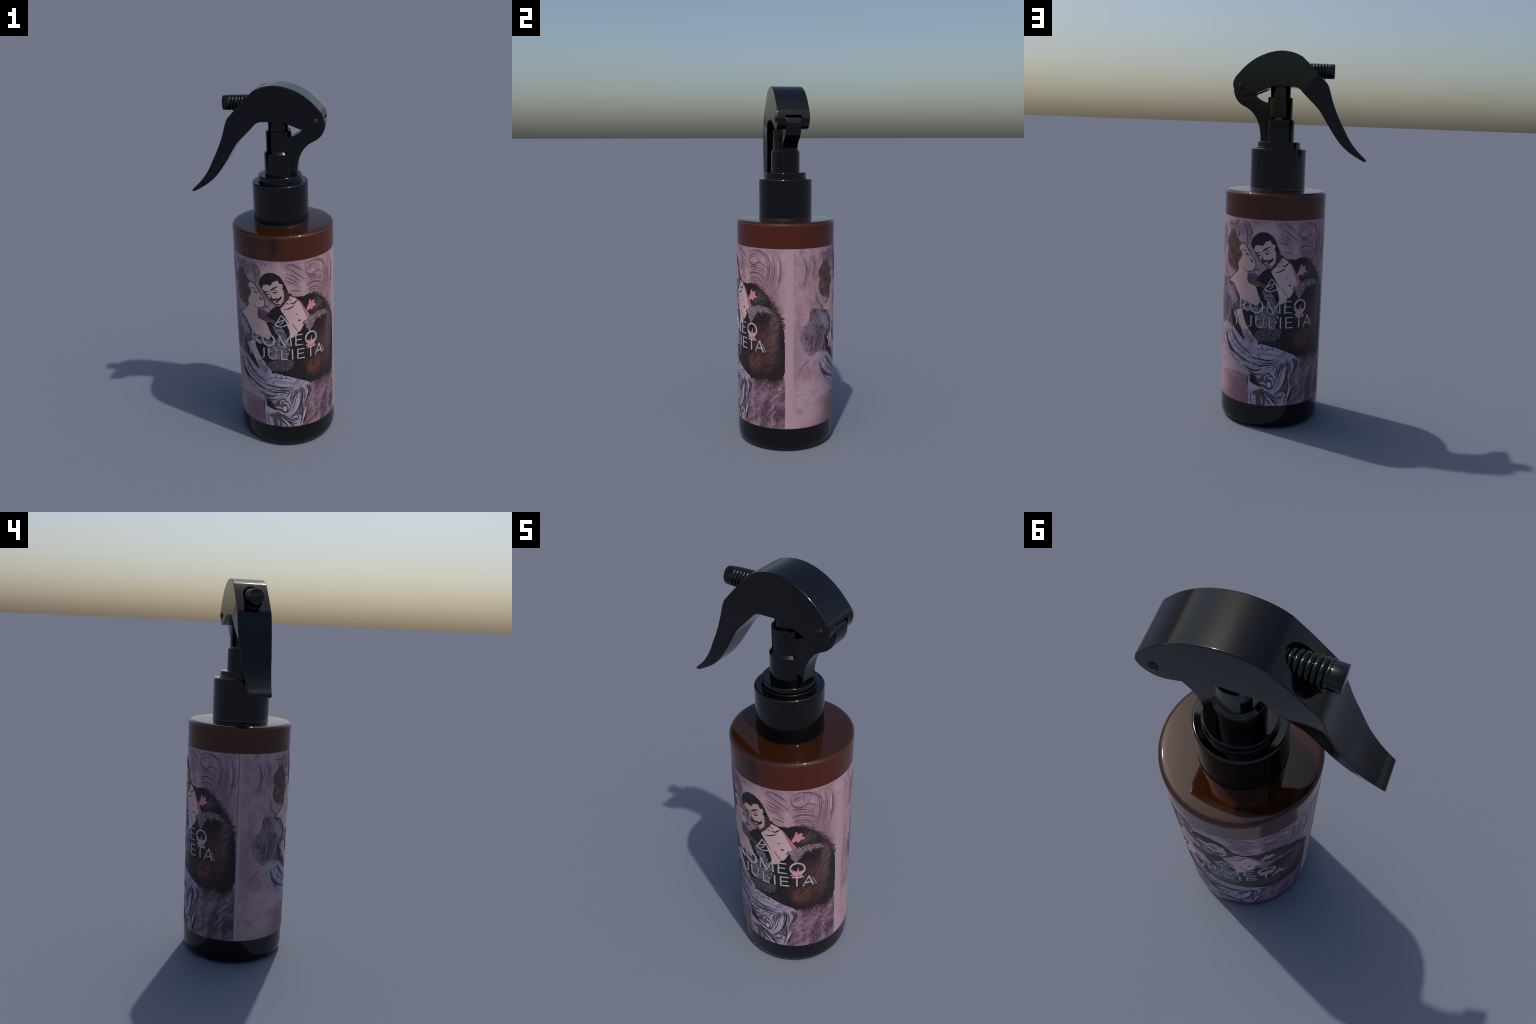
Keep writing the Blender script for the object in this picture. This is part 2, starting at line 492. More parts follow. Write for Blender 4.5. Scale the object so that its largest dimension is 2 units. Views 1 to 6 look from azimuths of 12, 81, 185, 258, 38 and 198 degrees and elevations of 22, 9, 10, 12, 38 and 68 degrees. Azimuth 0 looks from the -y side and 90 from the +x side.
def grid_panel():
    bm = bmesh.new()
    n = 96
    inner, outer = [], []
    for store, r in ((inner, RL - 0.0012), (outer, RL)):
        for z in (Z0, Z1):
            store.append([bm.verts.new(wrap(U_L + (U_R - U_L) * k / n, z, r)) for k in range(n + 1)])
    for k in range(n):
        bm.faces.new((outer[0][k], outer[0][k + 1], outer[1][k + 1], outer[1][k]))
        bm.faces.new((inner[0][k], inner[1][k], inner[1][k + 1], inner[0][k + 1]))
        for row in (0, 1):
            bm.faces.new((outer[row][k], outer[row][k + 1], inner[row][k + 1], inner[row][k]))
    return bm

PAPER = (0.475, 0.300, 0.340)
MAUVE = (0.30, 0.172, 0.222)
DUSK = (0.17, 0.10, 0.15)
ROSE = (0.29, 0.115, 0.155)
LILAC = (0.44, 0.365, 0.46)
SKIN = (0.60, 0.385, 0.365)
SHIRT = (0.64, 0.42, 0.41)
INKBLACK = (0.008, 0.0065, 0.0075)
WHITE = (0.58, 0.54, 0.60)

def paper_ink(name, left_edge):
    return ink(name, PAPER, MAUVE, scale=(24, 15), rot=15, spread=0.2, line=(0.13, 0.065, 0.085), line_amt=0.35,
            line_scale=9, line_w=0.03, warp=0.06, plain_edges=(left_edge, 0.3805, (0.41, 0.275, 0.315)), grain=0.16,
            spots=((0.02, 1.10, 0.13, 0.06, (0.55, 0.365, 0.385), 0.75),
                   (-0.16, 1.12, 0.10, 0.04, (0.20, 0.115, 0.16), 0.75),
                   (-0.34, 1.05, 0.09, 0.12, (0.33, 0.22, 0.265), 0.6),
                   (0.31, 0.95, 0.08, 0.17, (0.23, 0.13, 0.165), 0.8),
                   (0.36, 0.72, 0.05, 0.25, (0.12, 0.06, 0.08), 0.9),
                   (0.12, 1.03, 0.08, 0.09, (0.52, 0.335, 0.36), 0.7),
                   (-0.39, 0.62, 0.08, 0.20, (0.27, 0.175, 0.225), 0.65),
                   (-0.36, 0.48, 0.05, 0.05, (0.20, 0.125, 0.165), 0.5),
                   (-0.28, 0.36, 0.17, 0.10, (0.45, 0.315, 0.345), 0.85),
                   (-0.36, 0.18, 0.13, 0.08, (0.43, 0.28, 0.30), 0.9)))

paper = paper_ink('label_paper', -0.50)
paper_back = paper_ink('label_paper_margin', -0.4325)
PANEL = child(grid_panel(), 'label', paper, at=(AX, 0, 0))
pieces = [PANEL]

def to_shell(bm, layer):
    """Give flat (u, v) faces ink thickness and roll them onto the bottle."""
    bmesh.ops.triangulate(bm, faces=bm.faces)
    us = [v.co.x for v in bm.verts]
    k = math.ceil(min(us) / 0.011)
    while k * 0.011 < max(us):
        bmesh.ops.bisect_plane(bm, geom=list(bm.verts) + list(bm.edges) + list(bm.faces), dist=1e-6,
                               plane_co=(k * 0.011, 0, 0), plane_no=(1, 0, 0))
        k += 1
    low = list(bm.verts)
    ret = bmesh.ops.extrude_face_region(bm, geom=list(bm.faces))
    new = [g for g in ret['geom'] if isinstance(g, bmesh.types.BMVert)]
    h = RL + layer * LAYER
    for v in low:
        if v.is_valid:
            v.co = wrap(v.co.x, v.co.y, RL - 0.0004)
    for v in new:
        v.co = wrap(v.co.x, v.co.y, h)
    return bm

def add_piece(bm, name, mat, kind=None):
    ob = child(bm, name, mat, parent=PANEL, angle=30, at=(AX, 0, 0), kind=kind)
    pieces.append(ob)
    return ob

def clip(u):
    return min(max(u, U_L + 0.010), 0.3805)

def outline(pts, rag=0.0, n=6, closed=True, corners=()):
    line = catmull(pts, n, closed, corners)
    if rag:
        line = resample(line + [line[0]], int(max(24, sum((b - a).length for a, b in zip(line, line[1:])) / 0.006)))[:-1]
        rnd = random.Random(len(line))
        line = [p + Vector((rnd.uniform(-rag, rag), rnd.uniform(-rag, rag) * 1.6)) for p in line]
    return [(clip(p.x), min(max(p.y, Z0 + 0.0008), Z1 - 0.0008)) for p in line]

def patch(name, pts, mat, layer, rag=0.0, n=6, corners=()):
    bm = bmesh.new()
    vs = [bm.verts.new((u, v, 0)) for u, v in outline(pts, rag, n, True, corners)]
    bmesh.ops.remove_doubles(bm, verts=bm.verts, dist=2e-4)
    bm.verts.ensure_lookup_table()
    bm.faces.new(list(bm.verts))
    return add_piece(to_shell(bm, layer), name, mat)

def ribbon(bm, pts, w, taper=True, n=6, smooth=True):
    line = catmull(pts, n) if smooth else [Vector(p) for p in pts]
    m = len(line)
    prev = None
    for i, p in enumerate(line):
        a = line[max(i - 1, 0)]; b = line[min(i + 1, m - 1)]
        d = (b - a).normalized()
        t = i / (m - 1)
        ww = w * (0.25 + 0.75 * math.sin(math.pi * min(max(t, 0.0), 1.0))) if taper else w
        nrm = Vector((-d.y, d.x)) * ww * 0.5
        q = (bm.verts.new((clip(p.x + nrm.x), p.y + nrm.y, 0)), bm.verts.new((clip(p.x - nrm.x), p.y - nrm.y, 0)))
        if prev:
            bm.faces.new((prev[0], prev[1], q[1], q[0]))
        prev = q

def strokes(name, lines, mat, layer, w=0.004, taper=True, kind='stuff', smooth=True, n=6):
    bm = bmesh.new()
    for item in lines:
        ww = w
        if isinstance(item[0], (int, float)):
            ww, item = item[0], item[1:]
        ribbon(bm, item, ww, taper, n, smooth)
    return add_piece(to_shell(bm, layer), name, mat, kind)

# ---- inks
M_hair = ink('ink_black_hair', INKBLACK, (0.022, 0.018, 0.021), scale=(60, 90), rot=30, spread=0.25)
M_coat = ink('ink_coat', INKBLACK, (0.026, 0.018, 0.021), scale=(70, 16), rot=-40, spread=0.2, warp=0.07, streaky=True,
             spots=((0.285, 0.62, 0.10, 0.19, (0.075, 0.032, 0.031), 0.8), (0.235, 0.55, 0.075, 0.065, (0.145, 0.054, 0.043), 0.75),
                    (0.33, 0.66, 0.05, 0.12, (0.105, 0.048, 0.043), 0.7), (0.25, 0.90, 0.08, 0.06, (0.075, 0.052, 0.055), 0.9),
                    (0.36, 0.76, 0.04, 0.14, (0.13, 0.075, 0.085), 0.9)))
M_fur = ink('ink_fur', (0.31, 0.19, 0.245), (0.06, 0.030, 0.044), scale=(34, 11), rot=-40, spread=0.14, warp=0.14,
            spots=((0.20, 0.155, 0.13, 0.06, (0.33, 0.125, 0.165), 0.85), (0.35, 0.30, 0.045, 0.12, (0.075, 0.042, 0.06), 0.85),
                   (0.33, 0.16, 0.07, 0.04, (0.16, 0.08, 0.12), 0.7), (0.20, 0.36, 0.03, 0.05, (0.08, 0.05, 0.07), 0.5)))
M_collar = ink('ink_fur_trim', (0.36, 0.255, 0.285), (0.05, 0.032, 0.04), scale=(120, 26), rot=-50, spread=0.15, warp=0.06)
M_brown = ink('ink_brown_hair', (0.20, 0.105, 0.088), (0.045, 0.023, 0.023), scale=(45, 20), rot=70, spread=0.17, warp=0.09)
M_skin = ink('ink_skin', SKIN, (0.56, 0.355, 0.34), scale=(10, 10), spread=0.3, grain=0.04)
M_shirt = ink('ink_shirt', SHIRT, (0.57, 0.39, 0.41), scale=(10, 10), spread=0.3, grain=0.04)
M_pink = ink('ink_pink', (0.66, 0.26, 0.30), (0.50, 0.19, 0.23), scale=(70, 20), rot=-30, spread=0.2, grain=0.06)
M_lapel = ink('ink_lapel', (0.55, 0.26, 0.29), (0.30, 0.10, 0.14), scale=(160, 12), rot=30, spread=0.2, grain=0.05)
M_beard = ink('ink_beard', (0.014, 0.011, 0.012), (0.085, 0.055, 0.06), scale=(170, 110), rot=30, spread=0.12)
M_hair_light = ink('ink_hair_light', (0.045, 0.037, 0.042), (0.03, 0.025, 0.028), scale=(60, 60))
M_brown_dark = ink('ink_brown_dark', (0.045, 0.024, 0.024), (0.025, 0.014, 0.015), scale=(60, 60))
M_olive = ink('ink_olive', (0.13, 0.095, 0.03), (0.07, 0.05, 0.025), scale=(60, 60))
M_dusk = ink('ink_dusk', (0.16, 0.10, 0.125), (0.055, 0.034, 0.045), scale=(70, 45), rot=30, spread=0.2)
M_bodice = ink('ink_bodice', (0.25, 0.165, 0.22), (0.06, 0.036, 0.05), scale=(45, 14), rot=-20, spread=0.15, warp=0.10,
               line=INKBLACK, line_amt=0.8, line_scale=16)
M_lace = ink('ink_lace', (0.30, 0.24, 0.30), (0.03, 0.022, 0.03), scale=(75, 60), spread=0.10, warp=0.06,
             line=INKBLACK, line_amt=0.9, line_scale=22, line_w=0.05)
M_lace_dark = ink('ink_dark_lace', (0.13, 0.095, 0.12), (0.020, 0.015, 0.02), scale=(110, 90), spread=0.12, warp=0.05)
M_skirt = ink('ink_skirt', LILAC, (0.21, 0.16, 0.225), scale=(18, 40), rot=35, spread=0.2, warp=0.08,
              line=(0.06, 0.045, 0.06), line_amt=0.6, line_scale=11, line_w=0.03,
              spots=((-0.24, 0.44, 0.09, 0.09, (0.30, 0.22, 0.30), 0.7), (0.09, 0.17, 0.11, 0.05, (0.40, 0.28, 0.39), 0.7),
                     (0.10, 0.35, 0.05, 0.09, (0.42, 0.37, 0.50), 0.8)))
M_puff = ink('ink_puff', (0.36, 0.28, 0.36), (0.19, 0.135, 0.185), scale=(60, 16), rot=-30, spread=0.2, warp=0.05)
M_floor = ink('ink_floor', (0.27, 0.145, 0.18), (0.20, 0.105, 0.135), scale=(12, 30), spread=0.2,
              spots=((-0.16, 0.19, 0.10, 0.07, (0.21, 0.108, 0.14), 0.7), (-0.36, 0.22, 0.17, 0.13, (0.44, 0.285, 0.31), 1.0), (-0.22, 0.30, 0.16, 0.04, (0.36, 0.225, 0.25), 0.7)))
M_line = ink('ink_line', INKBLACK, (0.03, 0.02, 0.028), scale=(60, 60))
M_soft_line = ink('ink_soft_line', (0.10, 0.052, 0.07), (0.045, 0.025, 0.034), scale=(60, 60))
M_hatch = ink('ink_hatching', (0.20, 0.115, 0.145), (0.11, 0.06, 0.08), scale=(60, 60))
M_fur_dark = ink('ink_fur_dark', (0.12, 0.068, 0.09), (0.07, 0.04, 0.055), scale=(60, 60))
M_coat_edge = ink('ink_coat_edge', (0.060, 0.034, 0.042), (0.020, 0.013, 0.015), scale=(40, 40))
M_fur_light = ink('ink_fur_light', (0.34, 0.235, 0.295), (0.25, 0.16, 0.21), scale=(60, 60))
M_white = ink('ink_white', WHITE, (0.33, 0.29, 0.345), scale=(26, 26), spread=0.16)
M_pale = ink('ink_pale_grey', (0.46, 0.42, 0.50), (0.30, 0.26, 0.33), scale=(60, 40), spread=0.2)
M_faint = ink('ink_faint', (0.26, 0.20, 0.21), (0.18, 0.13, 0.14), scale=(60, 60))

# ---- big washes
patch('printed_floor', [(-0.40, 0.12), (-0.372, 0.225), (-0.315, 0.268), (-0.25, 0.295), (-0.215, 0.299), (-0.096, 0.286), (-0.085, 0.20), (-0.07, 0.12)],
      M_floor, 1, corners=(0, 5, 7))
patch('printed_coat', [(0.069, 0.960), (0.096, 0.936), (0.134, 0.934), (0.168, 0.941), (0.204, 0.939), (0.243, 0.915), (0.279, 0.880),
                       (0.300, 0.850), (0.345, 0.780), (0.372, 0.70), (0.3795, 0.60), (0.3795, 0.50), (0.372, 0.437), (0.325, 0.402), (0.261, 0.404),
                       (0.199, 0.396), (0.142, 0.405), (0.086, 0.435), (0.025, 0.448), (-0.029, 0.458), (-0.066, 0.476), (-0.100, 0.530),
                       (-0.122, 0.592), (-0.140, 0.640), (-0.085, 0.690), (-0.045, 0.720), (-0.058, 0.785), (0.0, 0.80), (0.05, 0.84)],
      M_coat, 2, rag=0.0022)
patch('printed_fur', [(0.165, 0.395), (0.223, 0.404), (0.275, 0.411), (0.332, 0.400), (0.374, 0.425), (0.380, 0.40), (0.380, 0.145), (0.380, 0.130),
                      (0.222, 0.128), (0.090, 0.130), (0.100, 0.190), (0.115, 0.25), (0.125, 0.30), (0.145, 0.34)], M_fur, 3, rag=0.0025, corners=(7,))
patch('printed_fur', [(0.150, 0.806), (0.181, 0.812), (0.218, 0.822), (0.262, 0.820), (0.312, 0.790), (0.262, 0.795), (0.217, 0.780),
                      (0.192, 0.745), (0.173, 0.722), (0.153, 0.755)], M_collar, 3, rag=0.0035)
patch('printed_bodice', [(-0.330, 0.800), (-0.247, 0.797), (-0.201, 0.779), (-0.167, 0.733), (-0.142, 0.701), (-0.134, 0.664), (-0.175, 0.634),
                         (-0.190, 0.56), (-0.230, 0.53), (-0.27, 0.54), (-0.335, 0.545), (-0.385, 0.62), (-0.385, 0.70), (-0.345, 0.735)], M_bodice, 3, rag=0.003)
patch('printed_skirt', [(-0.310, 0.545), (-0.245, 0.560), (-0.199, 0.530), (-0.129, 0.490), (-0.063, 0.463), (-0.031, 0.452), (0.048, 0.460), (0.101, 0.440),
                        (0.167, 0.406), (0.177, 0.366), (0.167, 0.332), (0.146, 0.298), (0.134, 0.255), (0.157, 0.246), (0.135, 0.189), (0.112, 0.128),
                        (0.055, 0.128), (-0.009, 0.128), (-0.085, 0.128), (-0.088, 0.175), (-0.095, 0.224), (-0.092, 0.294), (-0.154, 0.335),
                        (-0.212, 0.373), (-0.265, 0.429), (-0.300, 0.49)], M_skirt, 4, rag=0.0012, corners=(13,))
patch('printed_dress_shadow', [(-0.226, 0.650), (-0.196, 0.612), (-0.168, 0.574), (-0.132, 0.531), (-0.122, 0.490), (-0.169, 0.522), (-0.206, 0.556)],
      M_hair, 5, rag=0.001)

patch('printed_puff', [(-0.262, 0.752), (-0.240, 0.782), (-0.212, 0.770), (-0.190, 0.735), (-0.178, 0.700), (-0.196, 0.676), (-0.228, 0.690), (-0.252, 0.718)], M_puff, 4, rag=0.0012)
rnd4 = random.Random(3)
lace = []
for k in range(120):
    t = rnd4.random()
    c = Vector((-0.250 + 0.105 * t, 0.800 - 0.110 * t + rnd4.uniform(-.012, .010))) if k < 70 else Vector((rnd4.uniform(-.30, -.15), rnd4.uniform(.64, .70)))
    a = rnd4.uniform(0, 6.28); r = rnd4.uniform(.003, .008)
    lace.append((rnd4.uniform(.0012, .0024), (c.x, c.y), (c.x + r * math.cos(a), c.y + r * math.sin(a)), (c.x + 1.6 * r * math.cos(a + 1), c.y + 1.6 * r * math.sin(a + 1))))
strokes('lace_line', lace, M_line, 4.8, n=3)
fluff = []
rim_l = resample(catmull([(-0.270, 0.540), (-0.335, 0.545), (-0.383, 0.62), (-0.385, 0.70), (-0.345, 0.735), (-0.300, 0.745)], 6), 90)
for k in range(1, 89):
    d = (rim_l[k + 1] - rim_l[k - 1]).normalized(); inn = Vector((d.y, -d.x))
    p = rim_l[k] - inn * rnd4.uniform(0.0, 0.006)
    e = (inn + d * rnd4.uniform(-.8, .8)).normalized() * rnd4.uniform(.012, .04)
    fluff.append((rnd4.uniform(.0014, .0028), tuple(p), tuple(p + e * .5 + d * .003), tuple(p + e)))
strokes('fur_strand', fluff, M_fur_light, 3.6, n=3)

# ---- woman
patch('printed_hair', [(-0.255, 1.048), (-0.240, 1.078), (-0.225, 1.062), (-0.212, 1.080), (-0.198, 1.060), (-0.183, 1.035), (-0.172, 1.019),
                       (-0.160, 1.003), (-0.165, 0.983), (-0.148, 0.958), (-0.156, 0.934), (-0.170, 0.911), (-0.166, 0.885), (-0.184, 0.852),
                       (-0.212, 0.858), (-0.245, 0.870), (-0.272, 0.890), (-0.281, 0.920), (-0.270, 0.965), (-0.281, 0.994), (-0.276, 1.025)],
      M_brown, 4, rag=0.0022)
patch('printed_skin', [(-0.170, 0.983), (-0.149, 1.004), (-0.128, 0.998), (-0.112, 0.976), (-0.101, 0.956), (-0.083, 0.937), (-0.069, 0.910),
                       (-0.067, 0.891), (-0.082, 0.872), (-0.108, 0.863), (-0.111, 0.834), (-0.109, 0.808), (-0.089, 0.797), (-0.067, 0.793),
                       (-0.056, 0.772), (-0.047, 0.743), (-0.039, 0.713), (-0.056, 0.684), (-0.079, 0.691), (-0.102, 0.698), (-0.122, 0.708),
                       (-0.145, 0.705), (-0.162, 0.727), (-0.186, 0.758), (-0.206, 0.785), (-0.246, 0.795), (-0.202, 0.837), (-0.173, 0.866),
                       (-0.175, 0.899), (-0.154, 0.932), (-0.152, 0.958)], M_skin, 5)
patch('printed_skin', [(-0.180, 0.640), (-0.145, 0.652), (-0.132, 0.618), (-0.115, 0.580), (-0.098, 0.549), (-0.122, 0.518), (-0.136, 0.533),
                       (-0.154, 0.576), (-0.171, 0.609)], M_skin, 6)
patch('printed_glove', [(-0.136, 0.536), (-0.098, 0.552), (-0.069, 0.516), (-0.042, 0.485), (-0.058, 0.460), (-0.086, 0.478), (-0.121, 0.504)], M_skirt, 7)
patch('printed_hand', [(-0.050, 0.467), (-0.022, 0.477), (0.025, 0.467), (0.059, 0.457), (0.092, 0.440), (0.074, 0.425), (0.024, 0.432),
                       (-0.019, 0.438), (-0.051, 0.444)], M_pale, 7, rag=0.002)
patch('printed_hand', [(-0.10, 0.425), (-0.06, 0.418), (0.0, 0.418), (0.06, 0.41), (0.085, 0.395), (0.03, 0.395), (-0.05, 0.404), (-0.10, 0.408)], M_pale, 7, rag=0.0015)
strokes('face_line', [(0.004, (-0.165, 1.011), (-0.132, 1.005), (-0.112, 0.979), (-0.101, 0.957)),
                      (0.0038, (-0.101, 0.957), (-0.081, 0.938), (-0.067, 0.910), (-0.068, 0.887), (-0.082, 0.871), (-0.106, 0.862), (-0.130, 0.870), (-0.150, 0.884)),
                      (0.008, (-0.130, 0.957), (-0.118, 0.954), (-0.107, 0.946)), (0.004, (-0.158, 0.969), (-0.140, 0.974), (-0.120, 0.967)),
                      (0.008, (-0.100, 0.930), (-0.090, 0.922), (-0.082, 0.912)), (0.003, (-0.245, 0.796), (-0.200, 0.84), (-0.178, 0.858)),
                      (0.003, (-0.110, 0.862), (-0.112, 0.83), (-0.106, 0.806), (-0.067, 0.792), (-0.045, 0.735))], M_line, 7)

# ---- man
patch('printed_sleeve', [(-0.111, 0.845), (-0.079, 0.858), (-0.050, 0.842), (-0.054, 0.814), (-0.056, 0.790), (-0.089, 0.801), (-0.110, 0.815)], M_dusk, 6, rag=0.001)
patch('printed_far_shoulder', [(-0.058, 0.825), (-0.046, 0.846), (-0.020, 0.875), (0.004, 0.887), (0.024, 0.882), (0.028, 0.854), (0.040, 0.835),
                               (0.055, 0.79), (0.03, 0.76), (-0.010, 0.785), (-0.051, 0.807)], M_hair, 6)
patch('printed_cuff', [(-0.058, 0.816), (-0.037, 0.811), (-0.010, 0.793), (-0.017, 0.779), (-0.045, 0.795), (-0.061, 0.802)], M_olive, 7)
patch('printed_shirt', [(0.034, 0.895), (0.071, 0.945), (0.093, 0.935), (0.113, 0.914), (0.126, 0.890), (0.144, 0.849), (0.161, 0.808), (0.150, 0.791),
                        (0.138, 0.763), (0.112, 0.730), (0.092, 0.760), (0.075, 0.788), (0.055, 0.789), (0.039, 0.828), (0.017, 0.876)], M_shirt, 7)
patch('printed_hand', [(0.050, 0.788), (0.075, 0.790), (0.107, 0.731), (0.082, 0.702), (0.070, 0.698), (0.060, 0.743)], M_shirt, 8)
patch('printed_lapel', [(0.113, 0.919), (0.123, 0.909), (0.148, 0.867), (0.179, 0.815), (0.161, 0.802), (0.147, 0.837), (0.130, 0.882)], M_lapel, 8, corners=(0, 3, 4))
patch('printed_flower', [(0.164, 0.870), (0.170, 0.888), (0.179, 0.909), (0.190, 0.895), (0.203, 0.897), (0.207, 0.880), (0.217, 0.866), (0.198, 0.862),
                         (0.192, 0.848), (0.180, 0.858), (0.166, 0.846), (0.158, 0.857)], M_pink, 8, rag=0.003)
patch('printed_flower', [(0.147, 0.638), (0.164, 0.652), (0.157, 0.676), (0.176, 0.664), (0.186, 0.694), (0.190, 0.664), (0.207, 0.669), (0.200, 0.647), (0.214, 0.622),
                         (0.188, 0.632), (0.166, 0.620), (0.162, 0.634)], M_pink, 5, n=3)
patch('printed_face', [(-0.088, 0.995), (-0.068, 1.013), (-0.036, 1.012), (-0.008, 1.040), (0.017, 1.032), (0.036, 0.990), (0.040, 0.946), (0.032, 0.910),
                       (0.017, 0.886), (0.001, 0.892), (-0.016, 0.908), (-0.033, 0.922), (-0.049, 0.940), (-0.059, 0.965), (-0.081, 0.982)], M_skin, 8)
patch('printed_beard', [(0.030, 1.020), (0.044, 1.005), (0.054, 0.986), (0.062, 0.967), (0.069, 0.945), (0.064, 0.929), (0.048, 0.909), (0.033, 0.891), (0.020, 0.878),
                        (0.008, 0.884), (0.020, 0.898), (0.033, 0.916), (0.038, 0.945), (0.035, 0.975), (0.027, 1.0)], M_beard, 9, rag=0.0016)
patch('printed_hair', [(-0.097, 1.008), (-0.088, 1.037), (-0.070, 1.058), (-0.048, 1.072), (-0.023, 1.076), (-0.000, 1.070), (0.019, 1.056), (0.035, 1.030),
                       (0.046, 1.003), (0.052, 0.985), (0.040, 0.978), (0.032, 0.986), (0.028, 1.003), (0.014, 1.022), (0.006, 1.036), (-0.004, 1.028),
                       (-0.012, 1.030), (-0.022, 1.018), (-0.036, 1.000), (-0.044, 1.011), (-0.050, 1.004), (-0.057, 1.013), (-0.064, 1.000), (-0.070, 1.006), (-0.079, 0.982), (-0.090, 0.991)],
      M_hair, 9.5, rag=0.0011, n=4)
patch('printed_ear', [(0.020, 1.012), (0.029, 1.016), (0.033, 1.004), (0.029, 0.990), (0.023, 0.992)], M_skin, 10)
tress = []           # single strands that break up both heads of hair and the beard
rnd2 = random.Random(5)
for k in range(46):
    a = math.radians(rnd2.uniform(40, 215)); r0 = rnd2.uniform(0.6, 0.95)
    c = Vector((-0.022, 1.005)); p = c + Vector((math.cos(a) * 0.066 * r0, math.sin(a) * 0.066 * r0))
    if p.y < 1.035 and p.x < 0.02:
        continue
    e = Vector((math.sin(a), -math.cos(a))) * rnd2.uniform(0.008, 0.02)
    tress.append((rnd2.uniform(0.0010, 0.0018), tuple(p), tuple(p + e * .5), tuple(p + e * .9)))
strokes('hair_strand', tress, M_hair_light, 10.5, n=3)
wave = []
for k in range(60):
    u0, v0 = rnd2.uniform(-0.27, -0.175), rnd2.uniform(0.875, 1.05)
    a = math.radians(70 + 45 * math.sin(v0 * 40 + u0 * 20)); L = rnd2.uniform(0.012, 0.035)
    wave.append((rnd2.uniform(0.0014, 0.0030), (u0, v0), (u0 + L * .5 * math.cos(a) + .004, v0 + L * .5 * math.sin(a)), (u0 + L * math.cos(a), min(v0 + L * math.sin(a), 1.07))))
strokes('hair_strand', wave, M_brown_dark, 4.6, n=3)
strokes('face_line', [(0.006, (-0.084, 0.985), (-0.062, 0.956), (-0.046, 0.933), (-0.029, 0.916), (-0.011, 0.902), (0.003, 0.888), (0.020, 0.880)),
                      (0.008, (-0.036, 0.972), (-0.016, 0.989), (0.010, 1.003)), (0.007, (-0.023, 0.968), (-0.009, 0.964), (0.005, 0.971)),
                      (0.004, (-0.020, 0.978), (-0.008, 0.980), (0.004, 0.977)),
                      (0.006, (-0.067, 0.960), (-0.054, 0.968), (-0.041, 0.966)), (0.007, (-0.055, 0.952), (-0.040, 0.953)),
                      (0.012, (-0.034, 0.943), (-0.026, 0.926), (-0.010, 0.925), (-0.003, 0.933)), (0.013, (-0.008, 0.930), (0.006, 0.926), (0.018, 0.932), (0.024, 0.946)), (0.004, (-0.012, 0.914), (0.002, 0.917), (0.014, 0.922)), (0.007, (-0.004, 0.897), (0.006, 0.899), (0.016, 0.897)), (0.006, (-0.008, 0.907), (0.000, 0.911), (0.009, 0.913)),
                      (0.003, (-0.036, 0.965), (-0.033, 0.945), (-0.026, 0.936)),
                      (0.006, (0.036, 0.868), (0.060, 0.872), (0.080, 0.882), (0.092, 0.888)), (0.007, (0.068, 0.905), (0.085, 0.900), (0.100, 0.912), (0.107, 0.918)),
                      (0.003, (0.046, 0.897), (0.055, 0.905), (0.062, 0.895)), (0.003, (0.062, 0.915), (0.070, 0.925), (0.078, 0.913)),
                      (0.006, (0.098, 0.838), (0.106, 0.835)), (0.007, (0.110, 0.805), (0.116, 0.797), (0.124, 0.802)), (0.006, (0.146, 0.797), (0.140, 0.782), (0.131, 0.768)),
                      (0.003, (0.035, 0.835), (0.052, 0.80), (0.062, 0.785)), (0.003, (0.077, 0.788), (0.092, 0.757), (0.110, 0.732)),
                      (0.004, (0.069, 0.948), (0.090, 0.938), (0.112, 0.935), (0.14, 0.935))], M_line, 10)

# ---- lace and skirt details
patch('printed_lace', [(-0.155, 0.700), (-0.120, 0.706), (-0.095, 0.690), (-0.039, 0.680), (0.0, 0.70), (-0.03, 0.765), (0.005, 0.775), (0.04, 0.72), (0.061, 0.670), (0.063, 0.621),
                       (0.043, 0.575), (-0.011, 0.564), (-0.042, 0.574), (-0.061, 0.614), (-0.072, 0.647), (-0.11, 0.655)], M_lace, 3, rag=0.004)
patch('printed_lace', [(-0.064, 0.535), (-0.027, 0.554), (0.028, 0.566), (0.077, 0.555), (0.076, 0.520), (0.049, 0.500), (-0.013, 0.490), (-0.053, 0.493)],
      M_lace_dark, 3, rag=0.003)
patch('printed_bow', [(-0.095, 0.297), (-0.060, 0.311), (-0.036, 0.284), (-0.012, 0.305), (0.017, 0.323), (0.047, 0.291), (0.054, 0.252), (0.026, 0.223),
                      (-0.006, 0.240), (-0.047, 0.229), (-0.092, 0.210)], M_dusk, 5, rag=0.001)
patch('printed_bow_loop', [(-0.088, 0.262), (-0.070, 0.270), (-0.045, 0.252), (-0.018, 0.243), (-0.026, 0.226), (-0.060, 0.214), (-0.090, 0.214)], M_pale, 6)
patch('printed_bow_loop', [(0.014, 0.262), (0.024, 0.270), (0.034, 0.262), (0.034, 0.246), (0.024, 0.238), (0.014, 0.246)], M_white, 6)
strokes('bow_line', [(0.010, (-0.030, 0.258), (-0.010, 0.262), (0.010, 0.252)), (0.009, (-0.002, 0.278), (0.004, 0.300), (0.018, 0.306), (0.026, 0.292)),
                     (0.009, (0.012, 0.286), (0.034, 0.290), (0.044, 0.270), (0.046, 0.250)), (0.006, (-0.004, 0.232), (0.014, 0.222), (0.034, 0.224)),
                     (0.007, (-0.088, 0.305), (-0.086, 0.275), (-0.090, 0.24))], M_white, 7, taper=True)
patch('printed_fold', [(-0.083, 0.299), (-0.061, 0.298), (-0.037, 0.265), (-0.022, 0.240), (-0.046, 0.247), (-0.080, 0.262)], M_line, 7)
